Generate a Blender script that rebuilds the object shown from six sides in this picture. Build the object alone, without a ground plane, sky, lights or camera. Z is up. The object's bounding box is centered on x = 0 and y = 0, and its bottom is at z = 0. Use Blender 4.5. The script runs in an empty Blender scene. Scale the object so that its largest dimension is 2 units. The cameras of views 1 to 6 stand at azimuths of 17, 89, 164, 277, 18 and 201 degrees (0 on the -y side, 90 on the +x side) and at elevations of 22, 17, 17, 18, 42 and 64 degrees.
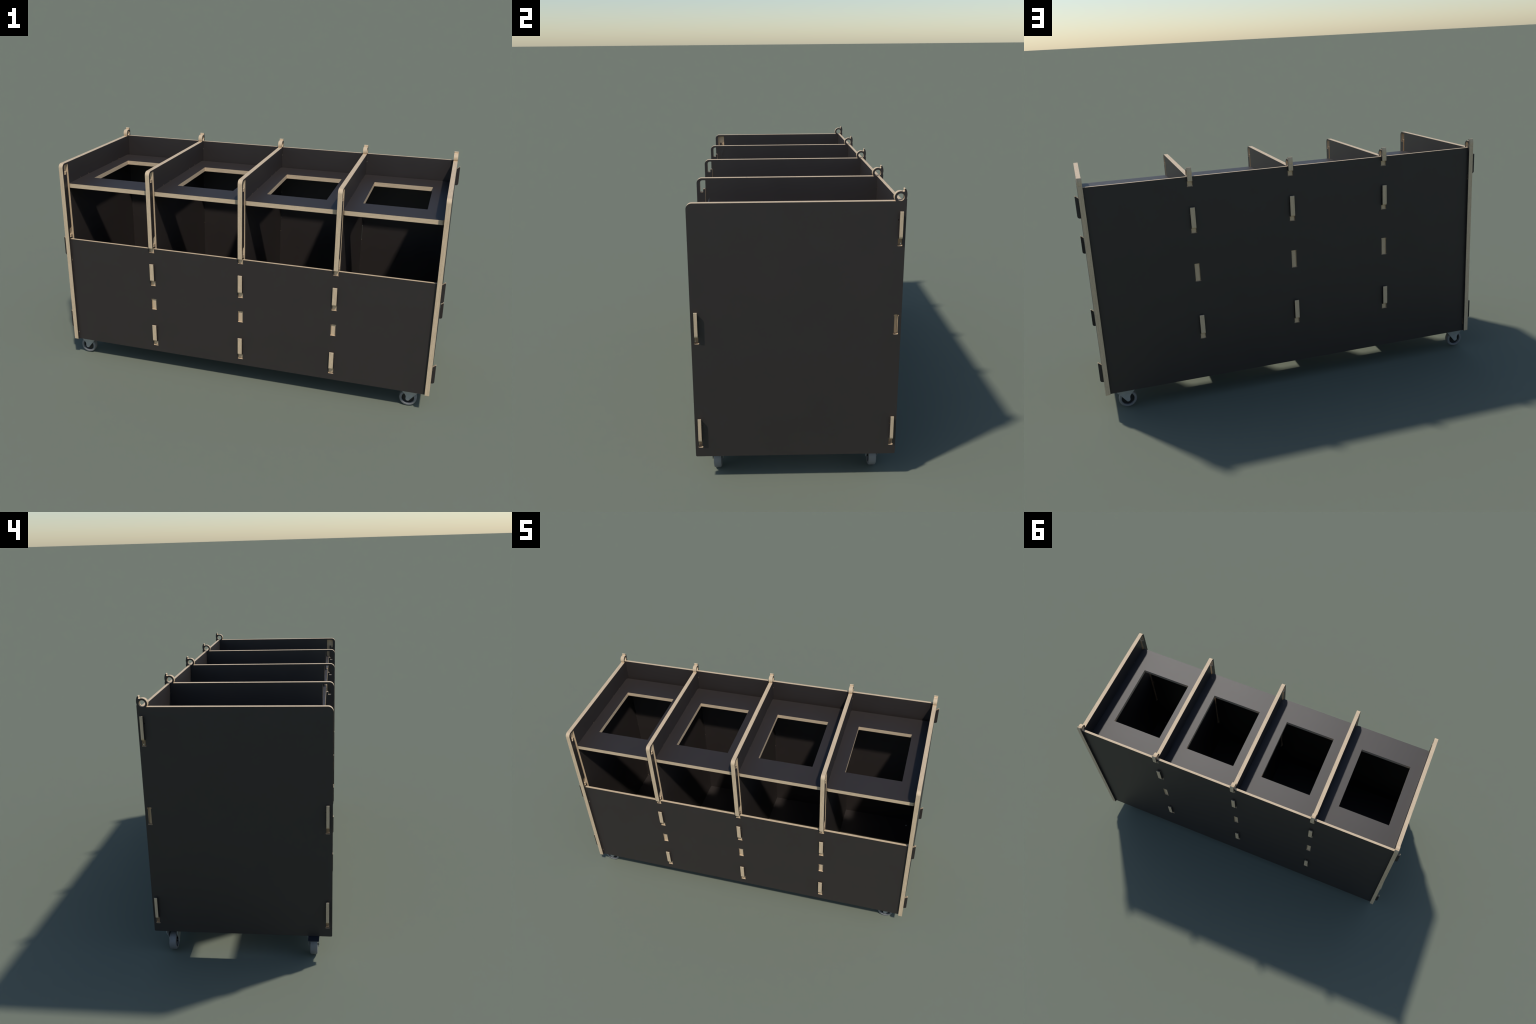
# Four-bay waste sorting cart: slotted black film-faced plywood panels on four casters.
import bpy, bmesh, math
from mathutils import Vector

# ------------------------------------------------------------------ dimensions (m)
T = 0.0218                      # thick sheet: side panels, dividers, shelves, floor
XC = 0.0103                     # centre of the carcass in x
PITCH = 0.48125                 # panel to panel
SIDE_X = (XC - 2 * PITCH, XC + 2 * PITCH)
DIV_X = (XC - PITCH, XC, XC + PITCH)
IN_L, IN_R = SIDE_X[0] + T / 2, SIDE_X[1] - T / 2     # inner faces of the side panels
OUT_L, OUT_R = SIDE_X[0] - T / 2, SIDE_X[1] + T / 2
YF_OUT, YF_IN = -0.3740, -0.3615    # front sheet
YB_OUT, YB_IN = 0.3738, 0.3613      # back sheet
Y_FRONT, Y_BACK = -0.3876, 0.3866   # edges of side panels / dividers
Z_BOT, Z_TOP = 0.1095, 1.1142
Z_FRONT = 0.7050                    # top of the front sheet
Z_BACKTOP = 1.1146
FLOOR_TOP = 0.1470
SHELF_TOP = 1.0030
GAP = 0.0004


# ------------------------------------------------------------------ materials
def new_mat(name):
    m = bpy.data.materials.new(name)
    m.use_nodes = True
    nt = m.node_tree
    return m, nt, nt.nodes['Principled BSDF']


def film_material():
    m, nt, b = new_mat('black_film')
    N, L = nt.nodes, nt.links
    tc = N.new('ShaderNodeTexCoord')
    n = N.new('ShaderNodeTexNoise')
    n.inputs['Scale'].default_value = 6.0
    n.inputs['Detail'].default_value = 4.0
    r = N.new('ShaderNodeValToRGB')
    r.color_ramp.elements[0].position = 0.3
    r.color_ramp.elements[1].position = 0.7
    r.color_ramp.elements[0].color = (0.0306, 0.0240, 0.0214, 1)
    r.color_ramp.elements[1].color = (0.0334, 0.0262, 0.0234, 1)
    L.new(tc.outputs['Object'], n.inputs['Vector'])
    L.new(n.outputs['Fac'], r.inputs['Fac'])
    L.new(r.outputs['Color'], b.inputs['Base Color'])
    b.inputs['Roughness'].default_value = 0.5
    b.inputs['Specular IOR Level'].default_value = 0.5
    return m


def ply_material(name, axis):
    """Cut plywood edge: faint plies across the sheet, fibre streaks along it."""
    m, nt, b = new_mat(name)
    N, L = nt.nodes, nt.links
    tc = N.new('ShaderNodeTexCoord')
    mp = N.new('ShaderNodeMapping')
    sc = [22.0, 22.0, 22.0]
    sc[axis] = 520.0
    mp.inputs['Scale'].default_value = sc
    n = N.new('ShaderNodeTexNoise')
    n.inputs['Scale'].default_value = 1.0
    n.inputs['Detail'].default_value = 3.0
    mp2 = N.new('ShaderNodeMapping')
    sc2 = [190.0, 190.0, 190.0]
    sc2[axis] = 420.0
    mp2.inputs['Scale'].default_value = sc2
    n2 = N.new('ShaderNodeTexNoise')
    n2.inputs['Scale'].default_value = 1.0
    n2.inputs['Detail'].default_value = 2.0
    mix = N.new('ShaderNodeMix')
    mix.data_type = 'FLOAT'
    mix.inputs[0].default_value = 0.30
    r = N.new('ShaderNodeValToRGB')
    r.color_ramp.elements[0].position = 0.30
    r.color_ramp.elements[1].position = 0.70
    r.color_ramp.elements[0].color = (0.53, 0.395, 0.250, 1)
    r.color_ramp.elements[1].color = (0.745, 0.570, 0.375, 1)
    L.new(tc.outputs['Object'], mp.inputs['Vector'])
    L.new(tc.outputs['Object'], mp2.inputs['Vector'])
    L.new(mp.outputs['Vector'], n.inputs['Vector'])
    L.new(mp2.outputs['Vector'], n2.inputs['Vector'])
    L.new(n.outputs['Fac'], mix.inputs[2])
    L.new(n2.outputs['Fac'], mix.inputs[3])
    L.new(mix.outputs[0], r.inputs['Fac'])
    L.new(r.outputs['Color'], b.inputs['Base Color'])
    b.inputs['Roughness'].default_value = 0.6
    b.inputs['Specular IOR Level'].default_value = 0.35
    return m


def plain_material(name, col, rough, metal=0.0, var=0.06, scale=40.0):
    m, nt, b = new_mat(name)
    N, L = nt.nodes, nt.links
    tc = N.new('ShaderNodeTexCoord')
    n = N.new('ShaderNodeTexNoise')
    n.inputs['Scale'].default_value = scale
    r = N.new('ShaderNodeValToRGB')
    r.color_ramp.elements[0].position = 0.35
    r.color_ramp.elements[1].position = 0.65
    r.color_ramp.elements[0].color = [c * (1 - var) for c in col] + [1]
    r.color_ramp.elements[1].color = [c * (1 + var) for c in col] + [1]
    L.new(tc.outputs['Object'], n.inputs['Vector'])
    L.new(n.outputs['Fac'], r.inputs['Fac'])
    L.new(r.outputs['Color'], b.inputs['Base Color'])
    b.inputs['Roughness'].default_value = rough
    b.inputs['Metallic'].default_value = metal
    return m


FILM = film_material()
PLY = [ply_material('plywood_edge_' + a, i) for i, a in enumerate('xyz')]
ZINC = plain_material('zinc_plate', (0.39, 0.40, 0.39), 0.42, 0.3)
TYRE = plain_material('grey_tyre', (0.205, 0.205, 0.205), 0.55)
HUB = plain_material('black_hub', (0.012, 0.012, 0.013), 0.5)
PEDAL = plain_material('dark_pedal', (0.022, 0.025, 0.034), 0.4)  # base lifted and tinted blue to carry the sky reflection on its top


# ------------------------------------------------------------------ 2D outline helpers
def arc(cx, cy, r, a0, a1, n=8):
    return [(cx + r * math.cos(math.radians(a0 + (a1 - a0) * i / n)),
             cy + r * math.sin(math.radians(a0 + (a1 - a0) * i / n))) for i in range(n + 1)]


def rounded(pts, radii, n=6):
    """Polygon with each corner filleted by its own radius (0 = sharp)."""
    out = []
    k = len(pts)
    for i, p in enumerate(pts):
        r = radii[i] if isinstance(radii, (list, tuple)) else radii
        p = Vector(p)
        if r <= 0:
            out.append(tuple(p))
            continue
        a = (Vector(pts[i - 1]) - p).normalized()
        b = (Vector(pts[(i + 1) % k]) - p).normalized()
        half = a.angle(b) / 2
        d = r / math.tan(half)
        c = p + (a + b).normalized() * (r / math.sin(half))
        s, e = p + a * d - c, p + b * d - c
        a0, a1 = math.atan2(s.y, s.x), math.atan2(e.y, e.x)
        da = (a1 - a0 + math.pi) % (2 * math.pi) - math.pi
        for j in range(n + 1):
            t = a0 + da * j / n
            out.append((c.x + r * math.cos(t), c.y + r * math.sin(t)))
    return out


def rect(u0, u1, v0, v1):
    return [(u0, v0), (u1, v0), (u1, v1), (u0, v1)]


def dogbone(u0, u1, v0, v1, r=0.0034, k=0.0006):
    """Routed slot: a rectangle whose four corners carry round cutter reliefs."""
    h = math.sqrt(r * r - k * k)
    out = []
    for cx, cy, sx, sy in ((u0, v0, 1, 1), (u1, v0, -1, 1), (u1, v1, -1, -1), (u0, v1, 1, -1)):
        c = (cx + sx * k, cy + sy * r)
        pu = (cx, c[1] + sy * h)        # on the vertical edge
        pv = (c[0], cy)                 # on the horizontal edge
        first, last = (pu, pv) if sx * sy > 0 else (pv, pu)
        a0 = math.atan2(first[1] - c[1], first[0] - c[0])
        a1 = math.atan2(last[1] - c[1], last[0] - c[0])
        while a1 < a0:
            a1 += 2 * math.pi
        for j in range(11):
            t = a0 + (a1 - a0) * j / 10
            out.append((c[0] + r * math.cos(t), c[1] + r * math.sin(t)))
    return out


def hook(base, face, outer, tenon, slot_b, z0, z1):
    """Hook tab going up along +v: leaves the sheet at `base`, passes the slot,
    hangs over the neighbour's `face` and reaches `outer`. Sign follows the side."""
    s = 1 if outer > base else -1
    f = face + s * 0.0006
    r = min(0.0110, abs(outer - f) * 0.82)
    neck_top = z1 - 0.031
    pts = [(base, slot_b + 0.0006), (tenon, slot_b + 0.0006), (tenon, z0), (outer - s * r, z0)]
    pts += [(outer - s * r + s * r * math.sin(t), z0 + r - r * math.cos(t))
            for t in [math.radians(a) for a in (15, 30, 45, 60, 75, 90)]]
    pts += [(outer, z1 - 0.0016), (outer - s * 0.0007, z1 - 0.0004), (outer - s * 0.0022, z1),
            (f, z1 - 0.0115), (f, neck_top), (base, neck_top)]
    return pts


def tenon(base, tip, v0, v1):
    return [(base, v0), (tip, v0), (tip, v1), (base, v1)]


def lug():
    """Lifting eye at the rear top corner, walked clockwise from the top edge to the back edge."""
    cy, cz, R = 0.3637, 1.1279, 0.0213
    a0 = 180 - math.degrees(math.asin((Z_TOP - cz) / R))
    pts = arc(cy, cz, R, a0, 62, 26)
    pts += [(0.3752, 1.1478), (0.3768, 1.1487), (0.3774, 1.1502), (0.3764, 1.1520), (0.3759, 1.1548),
            (0.3768, 1.1572), (0.3788, 1.1584), (0.3806, 1.1578), (0.3826, 1.1545), (0.3846, 1.1495),
            (0.3860, 1.1440), (0.3866, 1.1385), (0.3864, 1.1320), (0.3857, 1.1265), (0.3849, 1.1222),
            (0.3866, 1.1208)]
    return pts


EYE_HOLE = arc(0.3637, 1.1279, 0.0133, 0, 360 - 360 / 40, 39)


def door_slot(z_end=0.3765):
    """Keyhole track near the front edge, with a hook recess at the top and one at the bottom."""
    yb, ys, yf, yr = -0.3373, -0.3530, -0.3615, -0.3742
    pts = [(yb, z_end), (yb, 1.1056), (yr, 1.1056), (yr, 1.0556), (yf, 1.0556), (yf, 1.0690), (ys, 1.0690),
           (ys, 0.7700), (-0.3590, 0.7650), (-0.3690, 0.7650), (yr, 0.7590), (yr, 0.7146), (yf, 0.7146),
           (yf, 0.7276), (ys, 0.7276), (ys, z_end)]
    rad = [0.0015, 0.0015, 0.0115, 0.002, 0.002, 0.0035, 0.0035, 0, 0.003, 0.003, 0.003, 0.002, 0.002, 0.0035, 0.0035,
           0.0015]
    return rounded(pts, rad, 5)


MORTISES = [(-0.2264, -0.1316), (0.1335, 0.2244)]      # where the shelf tongues sit (y ranges)


def shelf_mortises():
    # reliefs point up and down here, so they peep out above and below the shelf
    return [[(y, z) for z, y in dogbone(SHELF_TOP - T - 0.0005, SHELF_TOP + 0.0005, a, b, 0.0042, 0.0002)]
            for a, b in MORTISES]


# ------------------------------------------------------------------ sheet builder
def sheet_mesh(name, outline, holes, axis, thick):
    """Flat sheet from a 2D outline with holes; axis 0: (u,v)=(y,z), 1: (x,z), 2: (x,y)."""
    cu = bpy.data.curves.new(name + '_cut', 'CURVE')
    cu.dimensions = '2D'
    cu.fill_mode = 'BOTH'
    cu.extrude = thick / 2
    for loop in [outline] + list(holes):
        sp = cu.splines.new('POLY')
        sp.points.add(len(loop) - 1)
        for p, q in zip(sp.points, loop):
            p.co = (q[0], q[1], 0, 1)
        sp.use_cyclic_u = True
    ob = bpy.data.objects.new(name + '_cut', cu)
    bpy.context.scene.collection.objects.link(ob)
    dg = bpy.context.evaluated_depsgraph_get()
    me = bpy.data.meshes.new_from_object(ob.evaluated_get(dg))
    bpy.data.objects.remove(ob)
    bpy.data.curves.remove(cu)
    bm = bmesh.new()
    bm.from_mesh(me)
    bmesh.ops.remove_doubles(bm, verts=bm.verts, dist=1e-6)
    for v in bm.verts:
        u, w, d = v.co
        v.co = ((d, u, w), (u, -d, w), (u, w, d))[axis]
    bmesh.ops.recalc_face_normals(bm, faces=bm.faces)
    bm.to_mesh(me)
    bm.free()
    me.name = name
    return me


def dress(me, axis, lo, hi):
    """Film on the two sheet faces, cut plywood everywhere else."""
    me.materials.clear()
    me.materials.append(FILM)
    me.materials.append(PLY[axis])
    for p in me.polygons:
        c = p.center[axis]
        face = abs(p.normal[axis]) > 0.9 and (abs(c - lo) < 3e-4 or abs(c - hi) < 3e-4)
        p.material_index = 0 if face else 1
        p.use_smooth = False
    return me


def add(name, me, parent, loc=(0, 0, 0)):
    ob = bpy.data.objects.new(name, me)
    ob.location = loc
    bpy.context.scene.collection.objects.link(ob)
    ob.parent = parent
    return ob


def flat_fill(bm, loops, d):
    """Fill loops[0] minus the other loops as flat faces at offset d (sheet coordinates u, v, d)."""
    me = sheet_mesh('fill', loops[0], loops[1:], 2, 0.0)
    bm2 = bmesh.new()
    bm2.from_mesh(me)
    vs = [bm.verts.new((v.co.x, v.co.y, d)) for v in bm2.verts]
    bm2.verts.index_update()
    for f in bm2.faces:
        bm.faces.new([vs[v.index] for v in f.verts])
    bm2.free()
    bpy.data.meshes.remove(me)


def loop_wall(bm, loop, d0, d1):
    a = [bm.verts.new((u, v, d0)) for u, v in loop]
    b = [bm.verts.new((u, v, d1)) for u, v in loop]
    for i in range(len(loop)):
        j = (i + 1) % len(loop)
        bm.faces.new((a[i], a[j], b[j], b[i]))


def pocketed_sheet(name, outline, through, pockets, thick, depth, sign):
    """x-normal sheet with through holes and, on its `sign` face, blind pockets."""
    near, far, floor = sign * thick / 2, -sign * thick / 2, sign * (thick / 2 - depth)
    bm = bmesh.new()
    flat_fill(bm, [outline] + through + pockets, near)
    flat_fill(bm, [outline] + through, far)
    for lp in [outline] + through:
        loop_wall(bm, lp, near, far)
    for lp in pockets:
        flat_fill(bm, [lp], floor)
        loop_wall(bm, lp, near, floor)
    bmesh.ops.remove_doubles(bm, verts=bm.verts, dist=2e-6)
    for v in bm.verts:
        u, w, d = v.co
        v.co = (d, u, w)
    bmesh.ops.recalc_face_normals(bm, faces=bm.faces)
    me = bpy.data.meshes.new(name)
    bm.to_mesh(me)
    bm.free()
    return me


# ------------------------------------------------------------------ the cart
cart = bpy.data.objects.new('sorting_cart', None)
cart.empty_display_size = 0.2
bpy.context.scene.collection.objects.link(cart)
cart['label'] = 'black plywood waste sorting cart with four open bays on casters'
cart['category'] = 'waste cart'

# hook tabs: (slot bottom, tab bottom, tab tip)
FRONT_SIDE_HOOKS = [(0.1482, 0.1785, 0.2790), (0.5825, 0.6110, 0.7124)]
BACK_SIDE_HOOKS = [(0.1475, 0.1785, 0.2785), (0.9508, 0.9790, 1.0800)]
BACK_SIDE_TENON = (0.6112, 0.6900)
FRONT_DIV_HOOKS = [(0.1438, 0.1728, 0.2703), (0.4968, 0.5245, 0.6230)]
FRONT_DIV_TENON = (0.3590, 0.4212)
BACK_DIV_HOOKS = [(0.3160, 0.3427, 0.4417), (0.8475, 0.8710, 0.9730)]
BACK_DIV_TENON = (0.6108, 0.6990)


def slot_span(h):
    return h[0], h[2] - 0.0305


# --- side panels (blind tracks and mortises on the inner face, through slots for the hooks)
def side_outline():
    r = 0.021
    pts = arc(Y_BACK - 0.005, Z_BOT + 0.005, 0.005, 0, -90, 5)
    pts += arc(Y_FRONT + 0.005, Z_BOT + 0.005, 0.005, 270, 180, 5)
    pts += arc(Y_FRONT + r, Z_TOP - r, r, 180, 90, 10)
    pts += lug()
    return pts


def side_panel(xc, inner_sign):
    fs0, fs1 = YF_OUT - 0.0004, YF_IN + 0.0004
    bs0, bs1 = YB_IN - 0.0004, YB_OUT + 0.0004
    holes = [EYE_HOLE]
    holes += [dogbone(fs0, fs1, *slot_span(h)) for h in FRONT_SIDE_HOOKS]
    holes += [dogbone(bs0, bs1, *slot_span(h)) for h in BACK_SIDE_HOOKS]
    holes += [dogbone(bs0, bs1, *BACK_SIDE_TENON)]
    me = pocketed_sheet('side_panel', side_outline(), holes, [door_slot()] + shelf_mortises(), T, 0.0145, inner_sign)
    return add('side_panel', dress(me, 0, -T / 2, T / 2), cart, (xc, 0, 0))


side_panel(SIDE_X[0], 1)
side_panel(SIDE_X[1], -1)


# --- dividers (one shared mesh)
def divider_outline():
    yf, yb = YF_IN + GAP, YB_IN - GAP
    tf, tb = YF_OUT + 0.0070, YB_OUT - 0.0055
    r = 0.021
    z_low = FLOOR_TOP + 0.0006
    pts = [(yf, z_low)]
    # front edge, upwards
    low = hook(yf, YF_OUT, Y_FRONT, tf, *FRONT_DIV_HOOKS[0])
    pts += [(tf, z_low)] + low[2:]
    pts += tenon(yf, tf, FRONT_DIV_TENON[0] + 0.0006, FRONT_DIV_TENON[1] - 0.0006)
    pts += hook(yf, YF_OUT, Y_FRONT, tf, *FRONT_DIV_HOOKS[1])
    pts += [(yf, 0.6835), (tf, 0.6835), (tf, 0.7100), (Y_FRONT + 0.002, 0.7100), (Y_FRONT, 0.7120)]
    pts += arc(Y_FRONT + r, Z_TOP - r, r, 180, 90, 10)
    pts += lug()
    # back edge, downwards
    pts += [(Y_BACK, 1.0955), (Y_BACK - 0.002, 1.0938), (tb, 1.0938), (tb, 1.0690), (yb, 1.0690)]
    for h in reversed(BACK_DIV_HOOKS):
        if h is BACK_DIV_HOOKS[0]:
            pts += list(reversed(tenon(yb, tb, BACK_DIV_TENON[0] + 0.0006, BACK_DIV_TENON[1] - 0.0006)))
        pts += list(reversed(hook(yb, YB_OUT, 0.3874, tb, *h)))
    pts += [(yb, z_low)]
    return pts


div_me = sheet_mesh('divider', divider_outline(), [EYE_HOLE, door_slot()] + shelf_mortises(), 0, T)
dress(div_me, 0, -T / 2, T / 2)
for x in DIV_X:
    add('divider', div_me, cart, (x, 0, 0))


# --- front and back sheets
def wall_outline(z_top, hooks, tenon_span, notch_bottom):
    zb = Z_BOT + 0.0002
    xl, xr = IN_L + GAP, IN_R - GAP
    deep = 0.0085                    # how far a plain tongue enters the side panel
    pts = [(xl, zb), (xr, zb)]
    def feats(base, face, out, tip):
        items = [(h[0], 'h', h) for h in hooks]
        if tenon_span:
            items.append((tenon_span[0], 't', tenon_span))
        res = []
        for _, kind, q in sorted(items, key=lambda i: i[0]):
            res.append(hook(base, face, out, base, *q)[2:] if kind == 'h'
                       else tenon(base, tip, q[0] + 0.0006, q[1] - 0.0006))
        return res
    for f in feats(xr, OUT_R, 1.0, OUT_R - (T - deep)):
        pts += f
    pts += [(xr, z_top)]
    w = 0.0121                       # half width of the divider notches
    for x in reversed(DIV_X):
        lobe = dogbone(x - w, x + w, notch_bottom, z_top + 0.05, 0.0026, 0.0010)
        # keep only the two lower reliefs of the slot: walk right wall -> floor -> left wall
        left, right = lobe[0:11], lobe[11:22]
        pts += [(x + w, z_top)] + list(reversed(right)) + list(reversed(left)) + [(x - w, z_top)]
    pts += [(xl, z_top)]
    for f in reversed(feats(xl, OUT_L, -0.9793, OUT_L + (T - deep))):
        pts += list(reversed(f))
    return pts


def wall_slots(hooks, tenon_span):
    w = 0.0121
    res = []
    for x in DIV_X:
        res += [dogbone(x - w, x + w, *slot_span(h), 0.0026, 0.0010) for h in hooks]
        res.append(dogbone(x - w, x + w, *tenon_span, 0.0026, 0.0010))
    return res


tf = YF_IN - YF_OUT
me = sheet_mesh('front_panel', wall_outline(Z_FRONT, FRONT_SIDE_HOOKS, None, 0.6822),
                wall_slots(FRONT_DIV_HOOKS, FRONT_DIV_TENON), 1, tf)
add('front_panel', dress(me, 1, -tf / 2, tf / 2), cart, (0, (YF_IN + YF_OUT) / 2, 0))
me = sheet_mesh('back_panel', wall_outline(Z_BACKTOP, BACK_SIDE_HOOKS, BACK_SIDE_TENON, 1.0675),
                wall_slots(BACK_DIV_HOOKS, BACK_DIV_TENON), 1, tf)
add('back_panel', dress(me, 1, -tf / 2, tf / 2), cart, (0, (YB_IN + YB_OUT) / 2, 0))


# --- shelves with a throw-in opening
def shelf_mesh():
    half = (PITCH - T) / 2 - GAP
    y0, y1, tip = -0.3470, 0.3372, half + T * 0.46
    r = 0.012
    pts = arc(half - r, y0 + r, r, -90, 0, 6)
    for a, b in MORTISES:
        pts += tenon(half, tip, a + 0.0006, b - 0.0006)
    pts += arc(half - r, y1 - r, r, 0, 90, 6) + arc(-half + r, y1 - r, r, 90, 180, 6)
    for a, b in reversed(MORTISES):
        pts += list(reversed(tenon(-half, -tip, a + 0.0006, b - 0.0006)))
    pts += arc(-half + r, y0 + r, r, 180, 270, 6)
    hole = rounded(rect(-half + 0.0712, -half + 0.0712 + 0.3030, -0.2028, 0.1952), 0.0012, 3)
    me = sheet_mesh('shelf', pts, [hole], 2, T)
    return dress(me, 2, -T / 2, T / 2)


me = shelf_mesh()
for i in range(4):
    add('shelf', me, cart, (SIDE_X[0] + PITCH * (i + 0.5), 0, SHELF_TOP - T / 2))

# --- floor: a rear and a front board running the whole length, open between them
FLOOR_Y = 0.170
for y0, y1 in ((YF_IN + GAP, -FLOOR_Y), (0.1550, YB_IN - GAP)):
    me = sheet_mesh('floor_board', rect(IN_L + GAP, IN_R - GAP, y0, y1), [], 2, T)
    add('floor_board', dress(me, 2, -T / 2, T / 2), cart, (0, 0, FLOOR_TOP - T / 2))


# ------------------------------------------------------------------ casters
def lathe(name, profile, mats, seg=56):
    """Revolve (radius, offset along y) profile around the y axis; mats: one index per profile span."""
    bm = bmesh.new()
    rings = []
    for r, h in profile:
        rings.append([bm.verts.new((r * math.cos(2 * math.pi * i / seg), h, r * math.sin(2 * math.pi * i / seg)))
                      for i in range(seg)] if r > 1e-6 else [bm.verts.new((0, h, 0))])
    for a, b in zip(rings, rings[1:]):
        for i in range(seg):
            j = (i + 1) % seg
            if len(a) == 1:
                bm.faces.new((a[0], b[i], b[j]))
            elif len(b) == 1:
                bm.faces.new((a[i], a[j], b[0]))
            else:
                bm.faces.new((a[i], a[j], b[j], b[i]))
    bmesh.ops.recalc_face_normals(bm, faces=bm.faces)
    me = bpy.data.meshes.new(name)
    bm.to_mesh(me)
    bm.free()
    for m in mats:
        me.materials.append(m)
    for p in me.polygons:
        p.use_smooth = True
    me.set_sharp_from_angle(angle=math.radians(38))
    return me


WR, WH = 0.0435, 0.0155          # wheel radius and half width
tyre_me = lathe('tyre', [(0.0305, -0.0060), (0.0312, -WH + 0.0012), (0.0325, -WH), (WR - 0.006, -WH),
                         (WR - 0.0022, -WH + 0.0018), (WR, -WH + 0.007), (WR, WH - 0.007),
                         (WR - 0.0022, WH - 0.0018), (WR - 0.006, WH), (0.0325, WH), (0.0312, WH - 0.0012),
                         (0.0305, 0.0060), (0.0305, -0.0060)], [TYRE])
hub_me = lathe('wheel_hub', [(0, -0.0150), (0.0085, -0.0150), (0.0095, -0.0135), (0.0110, -0.0065), (0.0300, -0.0050),
                             (0.0300, 0.0050), (0.0110, 0.0065), (0.0095, 0.0135), (0.0085, 0.0150), (0, 0.0150)],
               [HUB])
axle_me = lathe('axle_bolt', [(0, -0.0226), (0.0050, -0.0226), (0.0055, -0.0222), (0.0055, -0.0190), (0.003, -0.0188),
                              (0.003, 0.0188), (0.0055, 0.0190), (0.0055, 0.0222), (0.0050, 0.0226), (0, 0.0226)],
                [ZINC], 20)


def box_into(bm, x0, x1, y0, y1, z0, z1):
    v = [bm.verts.new((x, y, z)) for x in (x0, x1) for y in (y0, y1) for z in (z0, z1)]
    for f in ((0, 1, 3, 2), (4, 6, 7, 5), (0, 4, 5, 1), (2, 3, 7, 6), (0, 2, 6, 4), (1, 5, 7, 3)):
        bm.faces.new([v[i] for i in f])


def fork_mesh():
    """Two triangular cheeks around the wheel plus the crown; origin at ground under the axle."""
    az = WR
    top = 0.1165
    cheek = [(-0.0100, az + 0.0120), (-0.0105, az - 0.0010)]
    cheek += [(0.0105 * math.cos(t), az + 0.0105 * math.sin(t)) for t in
              [math.radians(a) for a in range(190, 311, 12)]]
    cheek += [(0.0340, az + 0.0270), (0.0560, 0.0960), (0.0600, top), (-0.0400, top), (-0.0400, 0.0985),
              (-0.0300, 0.0830), (-0.0200, 0.0725), (-0.0130, 0.0640)]
    parts = []
    for s in (-1, 1):
        m = sheet_mesh('cheek', cheek, [], 1, 0.0026)
        for v in m.vertices:
            flare = max(0.0, v.co.z - 0.075) * 0.10
            v.co.y += s * (0.0208 + flare)
        parts.append(m)
    bm = bmesh.new()
    for m in parts:
        bm.from_mesh(m)
    bmesh.ops.remove_doubles(bm, verts=bm.verts, dist=1e-7)
    box_into(bm, -0.0400, 0.0600, -0.0236, 0.0236, top - 0.0028, top + 0.0002)     # crown between the cheeks
    box_into(bm, -0.0150, 0.0750, -0.0360, 0.0360, 0.1212, 0.1248)                # mounting plate
    cyl = bmesh.ops.create_cone(bm, cap_ends=True, segments=32, radius1=0.025, radius2=0.025, depth=0.0052)
    for v in cyl['verts']:
        v.co += Vector((0.030, 0, 0.1190))
    bmesh.ops.recalc_face_normals(bm, faces=bm.faces)
    me = bpy.data.meshes.new('caster')
    bm.to_mesh(me)
    bm.free()
    me.materials.append(ZINC)
    return me


def pedal_mesh():
    pts = rounded([(-0.0802, -0.0232), (-0.0250, -0.0232), (-0.0250, 0.0232), (-0.0802, 0.0232)],
                  [0.004, 0, 0, 0.004], 4)
    me = sheet_mesh('brake_pedal', pts, [], 2, 0.0040)
    me.materials.clear()
    me.materials.append(PEDAL)
    return me


bolt_me = lathe('bolt_head', [(0, 0.0030), (0.0035, 0.0028), (0.0052, 0.0016), (0.0056, 0.0), (0, 0.0)], [ZINC], 20)
for v in bolt_me.vertices:
    x, y, z = v.co
    v.co = (x, -z, y)
bolt_me.flip_normals()

fork_me, pedal_me = fork_mesh(), pedal_mesh()
for x in (-0.9198, 0.8808):
    for y in (-0.3088, 0.3120):
        c = add('caster', fork_me, cart, (x, y, 0))
        add('tyre', tyre_me, c, (0, 0, WR))
        add('wheel_hub', hub_me, c, (0, 0, WR))
        add('axle_bolt', axle_me, c, (0, 0, WR))
        add('bolt_head', bolt_me, c, (0.030, 0, FLOOR_TOP - 0.0002))
        if y < 0:
            add('brake_pedal', pedal_me, c, (0, 0, 0.1062))
